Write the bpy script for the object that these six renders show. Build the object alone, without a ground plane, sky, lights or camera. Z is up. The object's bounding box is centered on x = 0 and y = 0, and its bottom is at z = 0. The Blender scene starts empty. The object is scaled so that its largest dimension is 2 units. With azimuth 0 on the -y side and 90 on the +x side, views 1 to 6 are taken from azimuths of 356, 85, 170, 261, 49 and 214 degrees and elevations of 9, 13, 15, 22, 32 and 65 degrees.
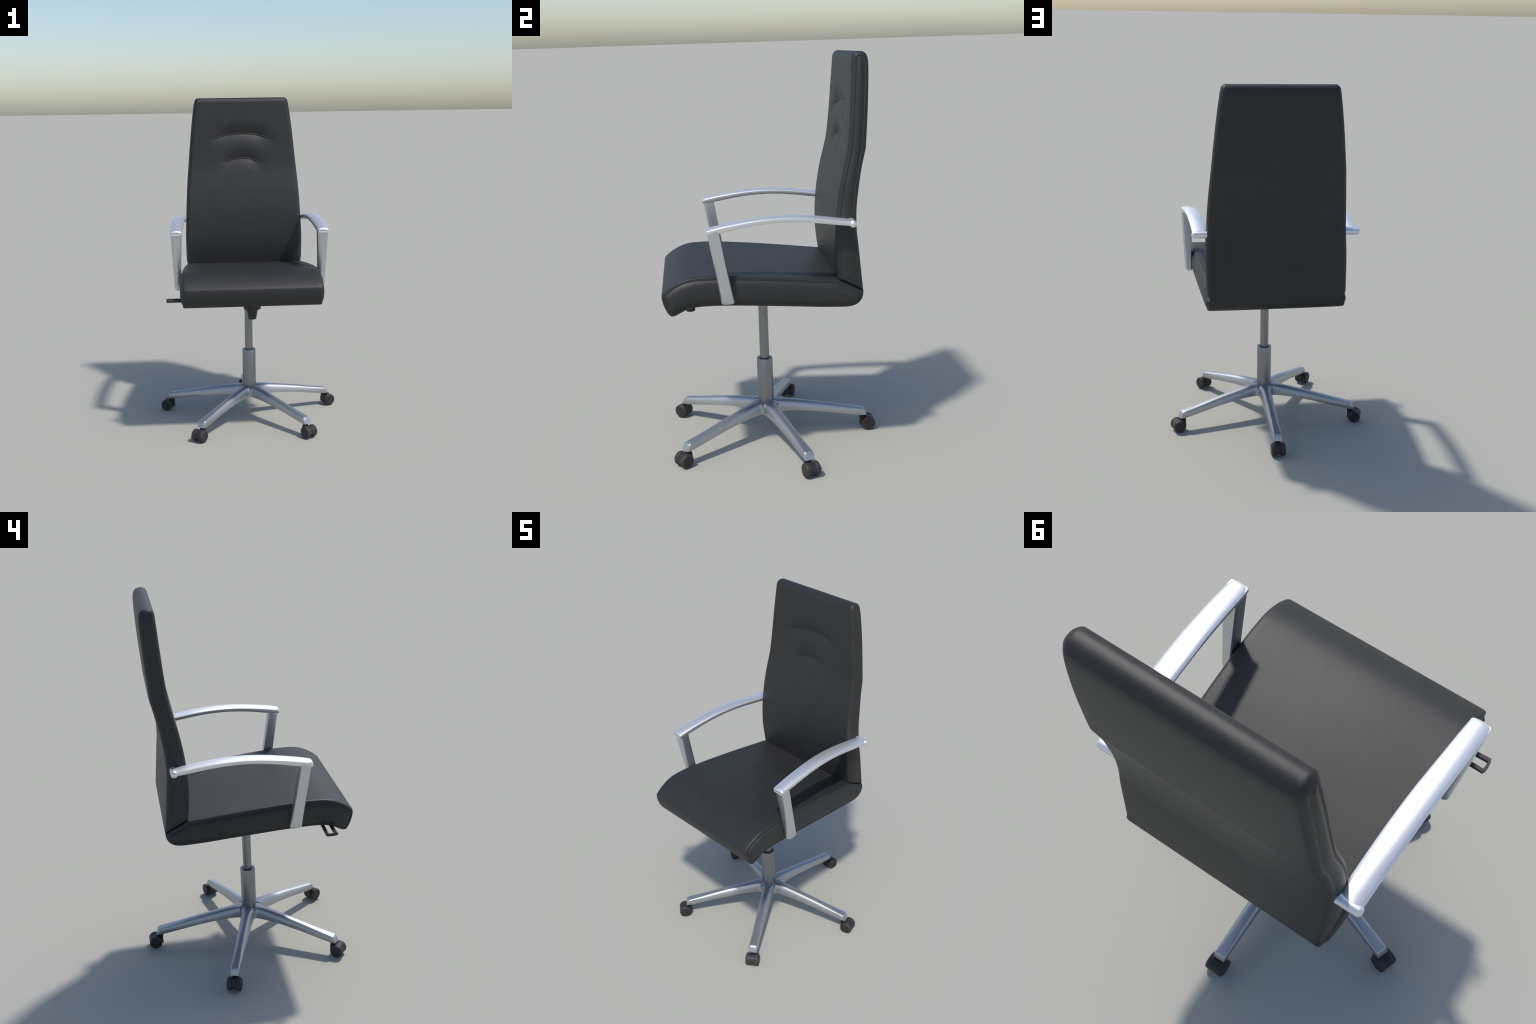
"""High-backed executive swivel chair: black leather cushions, brushed alloy arms and star base."""
import bpy, bmesh, math
import numpy as np
from mathutils import Vector, Matrix

# ------------------------------------------------------------------ helpers
def lerp(a, b, t):
    return a + (b - a) * t

def interp(x, xs, ys):
    """piecewise linear look-up, xs ascending"""
    if x <= xs[0]:
        return ys[0]
    for i in range(1, len(xs)):
        if x <= xs[i]:
            return lerp(ys[i - 1], ys[i], (x - xs[i - 1]) / (xs[i] - xs[i - 1]))
    return ys[-1]

def smooth_interp(x, xs, ys):
    """monotone-ish cubic (Catmull-Rom slopes) look-up, xs ascending"""
    n = len(xs)
    if x <= xs[0]:
        return ys[0]
    if x >= xs[-1]:
        return ys[-1]
    i = max(k for k in range(n - 1) if xs[k] <= x)
    def slope(k):
        if k == 0:
            return (ys[1] - ys[0]) / (xs[1] - xs[0])
        if k == n - 1:
            return (ys[-1] - ys[-2]) / (xs[-1] - xs[-2])
        return (ys[k + 1] - ys[k - 1]) / (xs[k + 1] - xs[k - 1])
    h = xs[i + 1] - xs[i]
    t = (x - xs[i]) / h
    t2, t3 = t * t, t * t * t
    return ((2 * t3 - 3 * t2 + 1) * ys[i] + (t3 - 2 * t2 + t) * h * slope(i)
            + (-2 * t3 + 3 * t2) * ys[i + 1] + (t3 - t2) * h * slope(i + 1))

def spline(points, step):
    """Catmull-Rom through 2D points, resampled at equal arc length (end point left out)"""
    P = [Vector(p) for p in points]
    if len(P) == 2:
        dense = [P[0].lerp(P[1], k / 40) for k in range(41)]
    else:
        ext = [P[0] * 2 - P[1]] + P + [P[-1] * 2 - P[-2]]
        dense = []
        for i in range(1, len(ext) - 2):
            p0, p1, p2, p3 = ext[i - 1:i + 3]
            # centripetal parametrisation keeps uneven spacing from overshooting
            t0 = 0.0
            t1 = t0 + max((p1 - p0).length, 1e-6) ** 0.5
            t2 = t1 + max((p2 - p1).length, 1e-6) ** 0.5
            t3 = t2 + max((p3 - p2).length, 1e-6) ** 0.5
            for k in range(30):
                t = lerp(t1, t2, k / 30)
                a1 = p0 * ((t1 - t) / (t1 - t0)) + p1 * ((t - t0) / (t1 - t0))
                a2 = p1 * ((t2 - t) / (t2 - t1)) + p2 * ((t - t1) / (t2 - t1))
                a3 = p2 * ((t3 - t) / (t3 - t2)) + p3 * ((t - t2) / (t3 - t2))
                b1 = a1 * ((t2 - t) / (t2 - t0)) + a2 * ((t - t0) / (t2 - t0))
                b2 = a2 * ((t3 - t) / (t3 - t1)) + a3 * ((t - t1) / (t3 - t1))
                dense.append(b1 * ((t2 - t) / (t2 - t1)) + b2 * ((t - t1) / (t2 - t1)))
        dense.append(P[-1])
    cum = [0.0]
    for a, b in zip(dense, dense[1:]):
        cum.append(cum[-1] + (b - a).length)
    n = max(1, round(cum[-1] / step))
    out, j = [], 0
    for k in range(n):
        s = cum[-1] * k / n
        while cum[j + 1] < s:
            j += 1
        out.append(dense[j].lerp(dense[j + 1], (s - cum[j]) / max(cum[j + 1] - cum[j], 1e-9)))
    return out

def new_object(name, verts, faces, material, parent=None, sharp=40):
    mesh = bpy.data.meshes.new(name)
    mesh.from_pydata([tuple(v) for v in verts], [], faces)
    finish(mesh, sharp)
    if material:
        mesh.materials.append(material)
    obj = bpy.data.objects.new(name, mesh)
    bpy.context.scene.collection.objects.link(obj)
    if parent:
        attach(obj, parent)
    return obj

def finish(mesh, sharp):
    bm = bmesh.new()
    bm.from_mesh(mesh)
    bmesh.ops.remove_doubles(bm, verts=bm.verts, dist=1e-5)
    bmesh.ops.dissolve_degenerate(bm, dist=1e-6, edges=bm.edges)
    bmesh.ops.recalc_face_normals(bm, faces=bm.faces)
    bm.to_mesh(mesh)
    bm.free()
    for p in mesh.polygons:
        p.use_smooth = True
    mesh.set_sharp_from_angle(angle=math.radians(sharp))

def attach(obj, parent):
    obj.parent = parent
    obj.matrix_parent_inverse = Matrix.Identity(4)

def loft(rings, cap_start=True, cap_end=True):
    """rings: equal-length closed loops of 3D points"""
    n = len(rings[0])
    verts = [p for r in rings for p in r]
    faces = []
    for k in range(len(rings) - 1):
        for i in range(n):
            a, b = k * n + i, k * n + (i + 1) % n
            faces.append((a, b, b + n, a + n))
    if cap_start:
        faces.append(tuple(range(n - 1, -1, -1)))
    if cap_end:
        m = (len(rings) - 1) * n
        faces.append(tuple(range(m, m + n)))
    return verts, faces

def lathe(profile, segments, axis='Z', close=False):
    """profile: (radius, height) pairs, revolved about an axis"""
    rings = []
    for k in range(segments):
        a = 2 * math.pi * k / segments
        ring = []
        for r, h in profile:
            p = (r * math.cos(a), r * math.sin(a), h)
            ring.append(Vector((p[2], p[0], p[1])) if axis == 'X' else Vector(p))
        rings.append(ring)
    n = len(profile)
    verts = [p for r in rings for p in r]
    faces = []
    for k in range(segments):
        m = (k + 1) % segments
        for i in range(n if close else n - 1):
            j = (i + 1) % n
            faces.append((k * n + i, m * n + i, m * n + j, k * n + j))
    return verts, faces

# ------------------------------------------------------------------ materials
def base_material(name):
    mat = bpy.data.materials.new(name)
    mat.use_nodes = True
    nodes, links = mat.node_tree.nodes, mat.node_tree.links
    bsdf = nodes['Principled BSDF']
    coord = nodes.new('ShaderNodeTexCoord')
    return mat, nodes, links, bsdf, coord

def add(nodes, kind, **inputs):
    node = nodes.new(kind)
    for key, value in inputs.items():
        node.inputs[key.replace('_', ' ')].default_value = value
    return node

def leather_material():
    mat, nodes, links, bsdf, coord = base_material('black_leather')
    cloud = add(nodes, 'ShaderNodeTexNoise', Scale=9.0, Detail=3.0)
    grain = add(nodes, 'ShaderNodeTexVoronoi', Scale=420.0)
    pores = add(nodes, 'ShaderNodeTexNoise', Scale=260.0, Detail=4.0)
    for t in (cloud, grain, pores):
        links.new(coord.outputs['Object'], t.inputs['Vector'])
    ramp = nodes.new('ShaderNodeValToRGB')
    ramp.color_ramp.elements[0].position = 0.3
    ramp.color_ramp.elements[0].color = LEATHER[0]
    ramp.color_ramp.elements[1].position = 0.7
    ramp.color_ramp.elements[1].color = LEATHER[1]
    mix = nodes.new('ShaderNodeMath')
    mix.operation = 'MULTIPLY_ADD'
    mix.inputs[1].default_value = 0.5
    links.new(pores.outputs['Fac'], mix.inputs[0])
    half = nodes.new('ShaderNodeMath')
    half.operation = 'MULTIPLY'
    half.inputs[1].default_value = 0.5
    links.new(cloud.outputs['Fac'], half.inputs[0])
    links.new(half.outputs[0], mix.inputs[2])
    links.new(mix.outputs[0], ramp.inputs['Fac'])
    links.new(ramp.outputs['Color'], bsdf.inputs['Base Color'])
    height = nodes.new('ShaderNodeMath')
    height.operation = 'ADD'
    links.new(grain.outputs['Distance'], height.inputs[0])
    links.new(pores.outputs['Fac'], height.inputs[1])
    bump = add(nodes, 'ShaderNodeBump', Strength=0.05, Distance=0.002)
    links.new(height.outputs[0], bump.inputs['Height'])
    links.new(bump.outputs['Normal'], bsdf.inputs['Normal'])
    bsdf.inputs['Roughness'].default_value = LEATHER_ROUGH
    bsdf.inputs['Specular IOR Level'].default_value = LEATHER_SPEC
    return mat

def alloy_material(name, colour, rough, metallic=0.9):
    mat, nodes, links, bsdf, coord = base_material(name)
    noise = add(nodes, 'ShaderNodeTexNoise', Scale=180.0, Detail=3.0)
    links.new(coord.outputs['Object'], noise.inputs['Vector'])
    rng = nodes.new('ShaderNodeMapRange')
    rng.inputs['To Min'].default_value = rough - 0.03
    rng.inputs['To Max'].default_value = rough + 0.03
    links.new(noise.outputs['Fac'], rng.inputs['Value'])
    links.new(rng.outputs['Result'], bsdf.inputs['Roughness'])
    bsdf.inputs['Base Color'].default_value = colour
    bsdf.inputs['Metallic'].default_value = metallic
    bump = add(nodes, 'ShaderNodeBump', Strength=0.03, Distance=0.001)
    links.new(noise.outputs['Fac'], bump.inputs['Height'])
    links.new(bump.outputs['Normal'], bsdf.inputs['Normal'])
    return mat

def plastic_material(name, colour, rough):
    mat, nodes, links, bsdf, coord = base_material(name)
    noise = add(nodes, 'ShaderNodeTexNoise', Scale=90.0, Detail=3.0)
    links.new(coord.outputs['Object'], noise.inputs['Vector'])
    ramp = nodes.new('ShaderNodeValToRGB')
    ramp.color_ramp.elements[0].color = [c * 0.9 for c in colour[:3]] + [1]
    ramp.color_ramp.elements[1].color = [c * 1.1 for c in colour[:3]] + [1]
    links.new(noise.outputs['Fac'], ramp.inputs['Fac'])
    links.new(ramp.outputs['Color'], bsdf.inputs['Base Color'])
    bsdf.inputs['Roughness'].default_value = rough
    bsdf.inputs['Specular IOR Level'].default_value = 0.4
    return mat

LEATHER = ((0.0182, 0.0183, 0.0184, 1), (0.0256, 0.0257, 0.0258, 1))
LEATHER_ROUGH = 0.52
LEATHER_SPEC = 0.42
leather = leather_material()
alloy = alloy_material('satin_alloy', (0.80, 0.80, 0.81, 1), 0.42, 0.75)
post_alloy = alloy_material('post_alloy', (0.60, 0.61, 0.63, 1), 0.34, 0.88)  # arm alloy darkened: averages the posts' shaded fronts and bright outer faces
cast_alloy = alloy_material('cast_alloy', (0.47, 0.475, 0.487, 1), 0.44)
steel = alloy_material('lift_steel', (0.27, 0.275, 0.285, 1), 0.34)  # base colour darkened to the mean of the column's light and dark reflection bands
black_plastic = plastic_material('black_plastic', (0.022, 0.023, 0.024, 1), 0.5)
tread_rubber = plastic_material('tread_rubber', (0.040, 0.034, 0.032, 1), 0.6)

# ------------------------------------------------------------------ the chair
HUB = Vector((0.0, -0.0393, 0.0))          # column axis; everything else hangs on it
chair = bpy.data.objects.new('office_chair', None)
bpy.context.scene.collection.objects.link(chair)
chair['label'] = 'black leather high-back swivel chair with silver arms and star base'
chair['category'] = 'office chair'

# ------------------------------------------------------------------ cushions
# Both cushions are a leather strip wrapped round a side profile (y, z), closed
# at the left and right by stitched-in side panels.  The two meet in a mitre.
MITRE_FRONT, MITRE_REAR = (0.304, 0.933), (0.4235, 0.871)
STEP = 0.0065

def cushion(name, profile, spine, width, edge, centre_offset, columns, relief=None, lift=None):
    """edge: (distance in from the outline, offset from the half width) pairs,
    listed from the flat strip to the middle of the side panel"""
    spine_pts = spline(spine, 0.004) + [Vector(spine[-1])]
    loop = []
    for p in profile:
        c = min(spine_pts, key=lambda s: (s - p).length_squared)
        loop.append((p, c))
    n = len(loop)
    rows = []
    outline = np.array([p for p, c in loop])
    centre = np.array([c for p, c in loop])
    seg_a, seg_d = outline, np.roll(outline, -1, axis=0) - outline
    seg_len2 = (seg_d ** 2).sum(1)
    def clearance(q):
        """distance of each point from the outline"""
        rel = q[:, None, :] - seg_a[None]
        t = np.clip((rel * seg_d[None]).sum(2) / seg_len2[None], 0, 1)
        return np.sqrt(((rel - t[..., None] * seg_d[None]) ** 2).sum(2)).min(1)
    insets = {}
    def inset(d):
        """the outline drawn in by a true distance d, towards the spine"""
        if d not in insets:
            lo, hi = np.zeros(len(outline)), np.full(len(outline), 0.97)
            for _ in range(14):
                mid = (lo + hi) / 2
                inside = clearance(outline + (centre - outline) * mid[:, None]) < d
                lo, hi = np.where(inside, mid, lo), np.where(inside, hi, mid)
            f = hi if d > 0 else np.zeros(len(outline))
            insets[d] = [Vector(q) for q in outline + (centre - outline) * f[:, None]]
        return insets[d]
    def edge_ring(side, d, off):
        return [Vector((side * (width(q) + off), q.x, q.y)) for q in inset(d)]
    def centre_ring(side):
        return [Vector((side * (width(c) + centre_offset), c.x, c.y)) for p, c in loop]
    rows.append(centre_ring(-1))
    for d, off in reversed(edge):
        rows.append(edge_ring(-1, d, off))
    first_off = edge[0][1]
    for k in range(1, columns):
        u = 2 * k / columns - 1
        ring = []
        for p, c in loop:
            x = u * (width(p) + first_off)
            y = p.x
            if relief:
                y += relief(x, p)
            ring.append(Vector((x, y, p.y + (lift(x, p) if lift else 0.0))))
        rows.append(ring)
    for d, off in edge:
        rows.append(edge_ring(1, d, off))
    rows.append(centre_ring(1))
    verts, faces = loft(rows, False, False)
    return new_object(name, verts, faces, leather, chair, sharp=50)

# --- backrest
back_front = [(0.3875, 1.955), (0.384, 1.90), (0.381, 1.855), (0.3765, 1.79), (0.371, 1.71),
              (0.3655, 1.65), (0.3600, 1.595), (0.3530, 1.545), (0.338, 1.48), (0.322, 1.415), (0.307, 1.335), (0.297, 1.26),
                (0.2915, 1.19), (0.2895, 1.12), (0.2905, 1.06), (0.295, 1.005), MITRE_FRONT]
mitre = [MITRE_FRONT, MITRE_REAR]
back_rear_low = [MITRE_REAR, (0.421, 0.89), (0.410, 1.0), (0.4005, 1.10), (0.394, 1.16), (0.3925, 1.22),
                 (0.395, 1.285), (0.406, 1.37), (0.421, 1.46), (0.444, 1.555)]
back_rear_high = [(0.444, 1.555), (0.4515, 1.65), (0.459, 1.76), (0.4635, 1.85), (0.466, 1.93),
                  (0.4655, 1.955)]
back_top = [(0.4655, 1.955), (0.462, 1.975), (0.454, 1.989), (0.442, 1.997), (0.425, 2.0),
            (0.409, 1.998), (0.397, 1.990), (0.390, 1.977), (0.3875, 1.955)]
back_profile = []
for part in (back_front, mitre, back_rear_low, back_rear_high, back_top):
    back_profile += spline(part, STEP if part is not back_top else 0.004)

back_spine = [(0.4265, 1.960), (0.4205, 1.85), (0.410, 1.70), (0.400, 1.56), (0.371, 1.43), (0.351, 1.30),
              (0.343, 1.19), (0.346, 1.08), (0.353, 0.99), (0.358, 0.945)]

def back_width(p):
    return smooth_interp(p.y, [0.85, 0.93, 1.1, 1.23, 1.4, 1.525, 1.735, 1.855, 1.97],
                         [0.3735, 0.3752, 0.3768, 0.3718, 0.3628, 0.3528, 0.3332, 0.3200, 0.3045])

# tufted arcs pulled into the headrest: half span, height at the middle, drop at the ends, depth
ARCS = [dict(half=0.186, mid=1.770, drop=0.034, depth=0.023, above=0.100, below=0.085),
        dict(half=0.102, mid=1.611, drop=0.023, depth=0.020, above=0.090, below=0.085)]

def arc_height(arc, x):
    return arc['mid'] - arc['drop'] * (x / arc['half']) ** 2

def pillow(x, half, power=4):
    u = min(1.0, abs(x) / half)
    return 1 - u ** power

def headrest_relief(x, p):
    """tufted dents in the front panel, a soft swell of the rear panel"""
    middle = interp(p.y, [0.93, 1.2, 1.55, 1.95, 2.0], [0.345, 0.345, 0.40, 0.4265, 0.4265])
    if p.x > middle:
        swell = interp(p.y, [0.87, 0.92, 1.1, 1.25, 1.45, 1.6, 1.9, 1.97, 2.0],
                       [0.001, 0.003, 0.005, 0.0065, 0.0065, 0.004, 0.003, 0.002, 0.0])
        return swell * pillow(x, back_width(p) - 0.016, 8)
    if p.y < 1.40:
        return 0.0
    total = 0.0
    for a in ARCS:
        xc = max(-a['half'], min(a['half'], x))
        h = p.y - arc_height(a, xc)
        fade = max(0.0, min(1.0, (a['half'] + 0.060 - abs(x)) / (a['half'] * 0.55 + 0.060)))
        fade = fade * fade * (3 - 2 * fade)
        t = max(0.0, 1 - abs(h) / (a['above'] if h > 0 else a['below']))
        total = max(total, a['depth'] * t * t * fade)
    return total

back_edge = [(0.0, -0.019), (0.0015, -0.0145), (0.0055, -0.0095), (0.0105, -0.0045), (0.0155, -0.0005), (0.0175, -0.0004),
             (0.0198, -0.0018), (0.0222, -0.0022), (0.0255, -0.0008), (0.0300, 0.0014), (0.0340, 0.0030)]
backrest = cushion('backrest', back_profile, back_spine, back_width, back_edge, 0.0040, 96, headrest_relief)

# piping sewn along each tufted arc
def front_y(z):
    pts = back_front
    return smooth_interp(z, [p[1] for p in reversed(pts)], [p[0] for p in reversed(pts)])

for a in ARCS:
    rings = []
    n = 48
    for k in range(n + 1):
        x = a['half'] * (2 * k / n - 1)
        z = arc_height(a, x)
        taper = min(1.0, 0.35 + 6 * (1 - abs(2 * k / n - 1)))
        y = front_y(z) + headrest_relief(x, Vector((front_y(z), z))) - 0.0004
        slope = -2 * a['drop'] * x / a['half'] ** 2
        up = Vector((-slope, 0, 1)).normalized()
        out = Vector((0, -1, 0))
        r = 0.0048 * taper
        rings.append([Vector((x, y, z)) + up * (r * 0.9 * math.sin(t)) + out * (r * math.cos(t))
                      for t in (2 * math.pi * j / 10 for j in range(10))])
    v, f = loft(rings)
    new_object('seam_piping', v, f, leather, backrest)

# --- seat
seat_top = [MITRE_FRONT, (0.2, 0.944), (0.1, 0.9555), (0.0, 0.966), (-0.1, 0.9755), (-0.2, 0.9835),
            (-0.28, 0.9885), (-0.35, 0.9895), (-0.405, 0.9855), (-0.45, 0.974), (-0.50, 0.949), (-0.53, 0.927), (-0.5435, 0.9135)]
seat_front = [(-0.5435, 0.9135), (-0.545, 0.898), (-0.541, 0.873), (-0.531, 0.842), (-0.518, 0.817), (-0.508, 0.806),
              (-0.496, 0.8035), (-0.480, 0.808), (-0.455, 0.821), (-0.428, 0.8335), (-0.39, 0.842), (-0.34, 0.845)]
seat_bottom = [(-0.34, 0.845), (-0.27, 0.8440), (-0.18, 0.8385), (-0.08, 0.8305), (0.02, 0.8220), (0.12, 0.8130),
               (0.22, 0.8035), (0.30, 0.7985), (0.345, 0.7972), (0.379, 0.8030), (0.4035, 0.8180), (0.4185, 0.841), MITRE_REAR]
seat_profile = []
for part in (seat_top, seat_front, seat_bottom, [MITRE_REAR, MITRE_FRONT]):
    seat_profile += spline(part, STEP)
seat_spine = [(-0.487, 0.868), (-0.455, 0.891), (-0.40, 0.910), (-0.33, 0.9165), (-0.2, 0.912), (0.0, 0.896), (0.2, 0.878), (0.325, 0.866)]

def seat_width(p):
    return smooth_interp(p.x, [-0.55, -0.43, -0.30, -0.17, 0.0, 0.14, 0.304, 0.43],
                         [0.399, 0.4025, 0.4015, 0.397, 0.3895, 0.382, 0.3735, 0.3695])

seat_edge = [(0.0, -0.012), (0.001, -0.006), (0.003, -0.002), (0.006, 0.0), (0.0085, -0.0001), (0.0098, -0.0008),
             (0.0112, -0.0001), (0.0130, 0.0006), (0.0150, 0.0004), (0.0165, -0.0003), (0.0185, 0.0012),
             (0.022, 0.0045), (0.028, 0.0085), (0.036, 0.0115), (0.048, 0.0135), (0.060, 0.0145)]

def seat_relief(x, p):
    """the top dishes a little, the underside sags; returned as a rise in z"""
    mid = interp(p.x, [-0.55, -0.487, -0.40, -0.33, 0.0, 0.33, 0.43], [0.86, 0.868, 0.91, 0.9165, 0.896, 0.866, 0.866])
    amount = -0.0028 if p.y > mid else -0.002
    ends = max(0.0, min(1.0, (p.x + 0.50) / 0.12, (0.335 - p.x) / 0.06 if p.y > mid else (0.42 - p.x) / 0.05))
    return amount * ends * pillow(x, seat_width(p) - 0.012)
seat = cushion('seat', seat_profile, seat_spine, seat_width, seat_edge, 0.015, 40, lift=seat_relief)

# ------------------------------------------------------------------ armrests
BAR_Y = [-0.3235, -0.318, -0.25, -0.166, -0.088, 0.0, 0.087, 0.177, 0.275, 0.352]
BAR_IN = [0.4005, 0.4000, 0.3955, 0.3905, 0.3855, 0.3795, 0.3755, 0.3725, 0.3705, 0.3700]
BAR_OUT = [0.4670, 0.4670, 0.4655, 0.4630, 0.4605, 0.4565, 0.4535, 0.4505, 0.4475, 0.4455]
BAR_RIDGE = [1.2205, 1.2215, 1.2355, 1.2485, 1.2580, 1.2630, 1.2615, 1.2540, 1.2405, 1.2290]
BAR_UNDER = [1.2000, 1.2005, 1.2100, 1.2250, 1.2360, 1.2425, 1.2415, 1.2335, 1.2200, 1.2105]

def bar_ring(y, side, shrink=0.0):
    xi, xo = smooth_interp(y, BAR_Y, BAR_IN), smooth_interp(y, BAR_Y, BAR_OUT)
    zr, zu = smooth_interp(y, BAR_Y, BAR_RIDGE), smooth_interp(y, BAR_Y, BAR_UNDER)
    crown = 0.0080
    zr, zu = zr - 0.001, zu - 0.001
    xm, hw = (xi + xo) / 2, (xo - xi) / 2 - shrink * 0.35
    pts = []
    for k in range(15):                       # crowned top, inner to outer
        u = 2 * k / 14 - 1
        lip = 0.0025 if abs(u) > 0.999 else 0.0
        pts.append((xm + u * hw, zr + crown * (1 - u * u) - lip - shrink))
    pts += [(xm + hw * 0.995, lerp(zr, zu, 0.35)), (xm + hw * 0.93, zu + 0.002), (xm + hw * 0.89, zu)]
    pts += [(xm + hw * u, zu) for u in (0.4, 0.0, -0.4)]
    pts += [(xm - hw * 0.89, zu), (xm - hw * 0.93, zu + 0.002), (xm - hw * 0.995, lerp(zr, zu, 0.35))]
    return [Vector((side * x, y, z)) for x, z in pts]

POST_Z = [1.224, 1.205, 1.15, 1.07, 0.985, 0.92, 0.876, 0.868, 0.8615]
POST_IN = [0.4015, 0.4015, 0.4035, 0.406, 0.4085, 0.409, 0.4095, 0.411, 0.415]
POST_OUT = [0.4655, 0.4650, 0.4630, 0.4595, 0.4550, 0.4515, 0.4492, 0.4450, 0.4395]
POST_FRONT = [-0.3215, -0.3185, -0.3100, -0.2975, -0.2845, -0.2745, -0.2675, -0.2655, -0.2600]
POST_REAR = [-0.2630, -0.2600, -0.2515, -0.2385, -0.2240, -0.2125, -0.2045, -0.2050, -0.2090]

def post_ring(k, side):
    xi, xo, yf, yr, z = POST_IN[k], POST_OUT[k], POST_FRONT[k], POST_REAR[k], POST_Z[k]
    xm, hw = (xi + xo) / 2, (xo - xi) / 2
    pts = []
    for j in range(7):                        # softly bowed front face
        u = 2 * j / 6 - 1
        pts.append((xm + u * (hw - 0.004), yf + 0.0045 * u * u))
    pts += [(xo - 0.0012, yf + 0.0065), (xo, yf + 0.010), (xo, yr - 0.010), (xo - 0.003, yr - 0.004), (xo - 0.010, yr)]
    pts += [(xi + 0.007, yr), (xi + 0.002, yr - 0.003), (xi, yr - 0.008), (xi, yf + 0.010), (xi + 0.0012, yf + 0.0065)]
    return [Vector((side * x, y, z)) for x, y in pts]

for side in (1, -1):
    ys = [-0.3105 + 0.014 * k for k in range(48)]
    ys = [y for y in ys if y < 0.355] + [0.356]
    rings = [bar_ring(-0.3240, side, 0.0075), bar_ring(-0.3225, side, 0.0040), bar_ring(-0.3195, side, 0.0015),
             bar_ring(-0.3150, side, 0.0002)] + [bar_ring(y, side) for y in ys]
    v, f = loft(rings)
    armrest = new_object('armrest', v, f, alloy, chair, sharp=38)
    v, f = loft([post_ring(k, side) for k in range(len(POST_Z))])
    new_object('arm_post', v, f, post_alloy, armrest, sharp=26)
    r, x0, x1 = 0.0178, 0.362, 0.450
    pin = [(0.0, x0), (r, x0)] + [(r, lerp(x0, x1 - 0.011, t)) for t in (0.3, 0.6, 1.0)] \
        + [(r * math.cos(a), x1 - 0.011 + 0.013 * math.sin(a)) for a in (0.3, 0.6, 0.9, 1.2, 1.4)] + [(0.0, x1 + 0.002)]
    v, f = lathe(pin, 28, 'X')
    v = [Vector((side * p.x, p.y + 0.361, p.z + 1.2175)) for p in v]
    new_object('arm_pin', v, f, alloy, armrest)

# ------------------------------------------------------------------ lift column
def column(name, profile, material, segments=28):
    v, f = lathe(profile, segments)
    return new_object(name, [p + HUB for p in v], f, material, chair)

column('lift_column', [(0.0, 0.42), (0.0245, 0.42), (0.0245, 0.815), (0.0, 0.815)], steel, 24)
column('column_sleeve', [(0.0, 0.18), (0.0415, 0.18), (0.0415, 0.432), (0.0405, 0.4345), (0.038, 0.4355), (0.028, 0.4345),
                         (0.027, 0.430), (0.0, 0.430)], steel, 28)

# ------------------------------------------------------------------ star base
LEG_COUNT = 5
SECTOR = math.tan(math.pi / LEG_COUNT)
LEG_R = [0.045, 0.06, 0.09, 0.135, 0.20, 0.27, 0.335, 0.41, 0.47, 0.524]
LEG_TOP = [0.2035, 0.2015, 0.1985, 0.1920, 0.1810, 0.1685, 0.1560, 0.1400, 0.1278, 0.1178]
LEG_SQUARE = [5.0, 4.2, 3.0, 2.7, 2.6, 2.6, 2.8, 3.2, 4.2, 6.0]    # super-ellipse power of the section
LEG_UNDER = [0.1405, 0.1405, 0.1400, 0.1385, 0.1335, 0.1240, 0.1143, 0.1005, 0.0898, 0.0810]
WIDE_R = [0.0607, 0.066, 0.073, 0.082, 0.095, 0.12, 0.20, 0.30, 0.40, 0.54]
WIDE = [0.0441, 0.0398, 0.0370, 0.0355, 0.0346, 0.0337, 0.0317, 0.0294, 0.0273, 0.0252]

def leg_ring(r, z_drop=0.0, narrow=0.0, under_r=None):
    """one arched cross-section of a base leg; r runs outwards along +x"""
    top, power, under = (interp(r, LEG_R, t) if t is LEG_SQUARE else smooth_interp(r, LEG_R, t) for t in (LEG_TOP, LEG_SQUARE, LEG_UNDER))
    half = (r * SECTOR if r <= WIDE_R[0] else smooth_interp(r, WIDE_R, WIDE)) - narrow
    top -= z_drop
    lower_r = r if under_r is None else under_r
    n = 26
    pts = []
    for k in range(n + 1):
        a = math.pi * k / n
        c, q = math.cos(a), math.sin(a)
        pts.append((math.copysign(abs(c) ** (2 / power), c) * half, under + (top - under) * max(0.0, q) ** (2 / power)))
    pts += [(-half * 0.97, under - 0.001), (-half * 0.5, under - 0.001), (half * 0.5, under - 0.001), (half * 0.97, under - 0.001)]
    out = []
    for l, z in pts:
        t = max(0.0, min(1.0, (top - z) / (top - under)))
        out.append(Vector((lerp(r, lower_r, t), l, z)))
    return out

stations = [0.012, 0.025, 0.035, 0.045, 0.053, 0.0607, 0.063, 0.066, 0.0695, 0.073, 0.078, 0.085, 0.095, 0.11] \
    + [0.13 + 0.0185 * k for k in range(22)]
stations = [s for s in stations if s < 0.514]
rings = [leg_ring(s) for s in stations]
rings += [leg_ring(0.514, under_r=0.525), leg_ring(0.5205, z_drop=0.0005, under_r=0.5335, narrow=0.0003), leg_ring(0.5255, z_drop=0.0025, under_r=0.5380, narrow=0.0013),
          leg_ring(0.5290, z_drop=0.0060, under_r=0.5400, narrow=0.0032)]
leg_v, leg_f = loft(rings)
column('base_hub', [(0.0, 0.1385), (0.056, 0.1385), (0.062, 0.142), (0.064, 0.150), (0.0625, 0.178), (0.0575, 0.190), (0.050, 0.1955), (0.042, 0.1985), (0.0, 0.1985)],
       cast_alloy, 40)
leg_object = None
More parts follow.
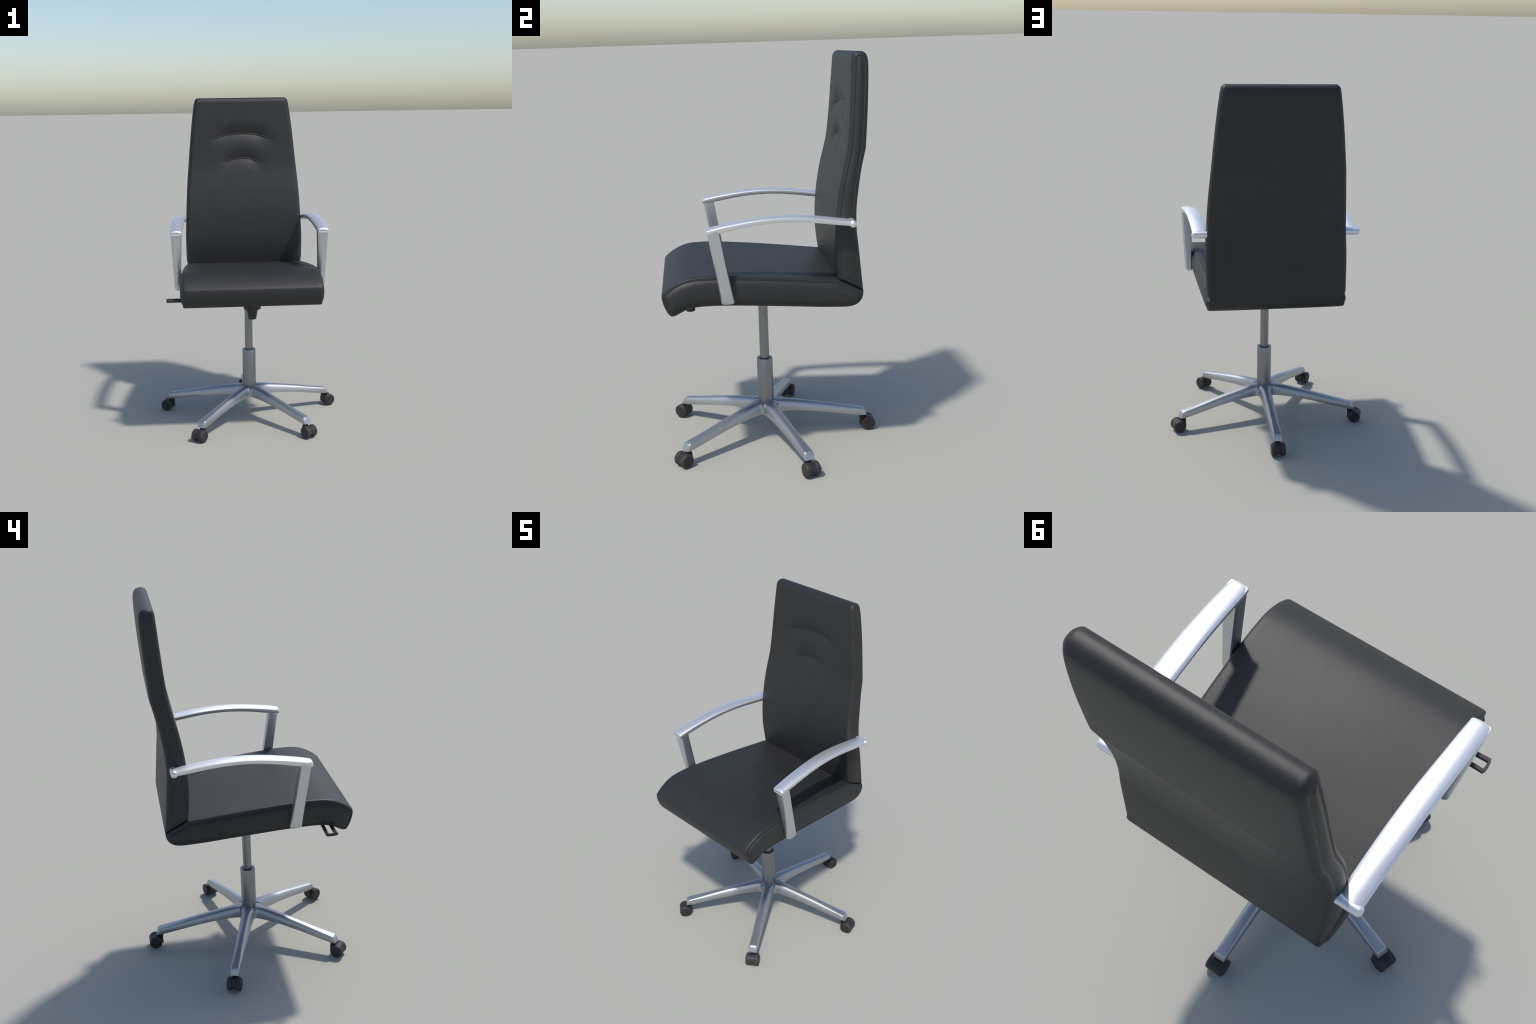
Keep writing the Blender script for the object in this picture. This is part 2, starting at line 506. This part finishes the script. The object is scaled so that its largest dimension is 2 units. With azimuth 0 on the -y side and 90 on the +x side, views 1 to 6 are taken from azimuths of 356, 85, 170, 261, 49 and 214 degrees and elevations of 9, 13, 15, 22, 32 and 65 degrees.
for k in range(LEG_COUNT):
    if leg_object is None:
        leg_object = new_object('base_leg', leg_v, leg_f, cast_alloy, chair, sharp=42)
        leg = leg_object
    else:
        leg = leg_object.copy()
        bpy.context.scene.collection.objects.link(leg)
        attach(leg, chair)
    leg.location = HUB
    leg.rotation_euler = (0, 0, math.radians(90 + 72 * k))

# ------------------------------------------------------------------ casters
WHEEL_R, CASTER_R = 0.0360, 0.5490
wheel_profile = [(0.0, 0.0385), (0.0270, 0.0385), (0.0276, 0.0380), (0.0282, 0.0385), (0.0315, 0.0378), (0.0345, 0.0350),
                 (WHEEL_R, 0.0315), (WHEEL_R, 0.0185), (0.0350, 0.0150), (0.0310, 0.0130), (0.0, 0.0130)]
hood_arc = []
wheel_mesh = hood_mesh = None

def build_wheel():
    v, f = lathe(wheel_profile, 40, 'X')
    v = [Vector((p.y, p.x, p.z)) for p in v]              # axle along y (across the leg)
    obj = new_object('wheel', v, f, black_plastic, None, sharp=35)
    obj.data.materials.append(tread_rubber)
    for poly in obj.data.polygons:
        if min(math.hypot(obj.data.vertices[i].co.x, obj.data.vertices[i].co.z) for i in poly.vertices) > 0.0278:
            poly.material_index = 1
    return obj

def build_hood():
    """curved guard between the wheels plus the stem socket beneath the leg tip"""
    outline = []
    for k in range(22):                                      # guard over the wheels, outwards to inwards
        a = math.radians(-22 + 184 * k / 21)
        outline.append((0.0345 * math.cos(a), 0.0345 * math.sin(a)))
    outline += [(-0.0405, 0.030), (-0.0420, 0.010), (-0.0435, -0.013), (-0.034, -0.016), (-0.012, -0.012), (0.012, -0.013)]
    rings = []
    for y, s in ((-0.0175, 0.96), (-0.016, 1.0), (0.016, 1.0), (0.0175, 0.96)):
        rings.append([Vector((x * s, y, z * s)) for x, z in outline])
    v, f = loft(rings)
    sv, sf = lathe([(0.0, 0.02), (0.0155, 0.02), (0.0155, 0.0415), (0.0125, 0.0430), (0.0125, 0.056), (0.0, 0.056)], 20)
    off = len(v)
    v += [p + Vector((-0.030, 0, 0)) for p in sv]
    f += [tuple(i + off for i in q) for q in sf]
    return new_object('caster', v, f, black_plastic, chair, sharp=35)

hood = wheel = None
for k in range(LEG_COUNT):
    angle = math.radians(90 + 72 * k)
    if hood is None:
        hood = caster = build_hood()
    else:
        caster = hood.copy()
        bpy.context.scene.collection.objects.link(caster)
        attach(caster, chair)
    caster.location = HUB + Vector((CASTER_R * math.cos(angle), CASTER_R * math.sin(angle), WHEEL_R))
    caster.rotation_euler = (0, 0, angle)
    for turn in (0.0, math.pi):
        if wheel is None:
            wheel = w = build_wheel()
        else:
            w = wheel.copy()
            bpy.context.scene.collection.objects.link(w)
        attach(w, caster)
        w.rotation_euler = (0, 0, turn)

# ------------------------------------------------------------------ under-seat mechanism
def rounded_box(name, x, y, z, material, parent, bevel=0.006, taper=0.0):
    rings = []
    for zz, inset in ((z[0], bevel + taper), (z[0] + bevel, taper), (z[1] - bevel, 0.0), (z[1], bevel)):
        x0, x1, y0, y1 = x[0] + inset, x[1] - inset, y[0] + inset, y[1] - inset
        b = bevel
        rings.append([Vector(p + (zz,)) for p in ((x0 + b, y0), (x1 - b, y0), (x1, y0 + b), (x1, y1 - b),
                                                 (x1 - b, y1), (x0 + b, y1), (x0, y1 - b), (x0, y0 + b))])
    v, f = loft(rings)
    return new_object(name, v, f, material, parent)

mechanism = rounded_box('tilt_mechanism', (-0.085, 0.085), (-0.40, 0.11), (0.795, 0.850), black_plastic, chair, 0.008, 0.006)

knob_v, knob_f = lathe([(0.0, 0.712), (0.0215, 0.712), (0.0235, 0.7145), (0.0325, 0.7665), (0.0335, 0.7685), (0.0450, 0.7705),
                        (0.0500, 0.7745), (0.0505, 0.800), (0.0, 0.800)], 24)
new_object('tension_knob', [p + Vector((0.001, -0.415, 0)) for p in knob_v], knob_f, black_plastic, mechanism)

# lever: a flat loop of bar reaching out on the sitter's right
outer = [(-0.080, -0.434), (-0.44, -0.438), (-0.4915, -0.4405), (-0.4965, -0.428), (-0.4985, -0.409), (-0.4975, -0.391), (-0.4925, -0.3785),
         (-0.44, -0.379), (-0.080, -0.383)]
inner = [(-0.080, -0.417), (-0.44, -0.4215), (-0.4855, -0.4230), (-0.4872, -0.4180), (-0.4878, -0.4080), (-0.4872, -0.3990), (-0.4855, -0.3935),
         (-0.44, -0.3945), (-0.080, -0.399)]
lev_v, lev_f = [], []
for (a, b) in zip(outer, inner):
    z0, z1 = 0.8250, 0.8378
    ring = []
    ca, cb = Vector(a), Vector(b)
    for t, z in ((0.0, z0 + 0.002), (0.12, z0), (0.88, z0), (1.0, z0 + 0.002), (1.0, z1 - 0.002), (0.88, z1), (0.12, z1), (0.0, z1 - 0.002)):
        q = ca.lerp(cb, t)
        ring.append(Vector((q.x, q.y, z)))
    lev_v.append(ring)
v, f = loft(lev_v)
new_object('adjustment_lever', v, f, black_plastic, mechanism)
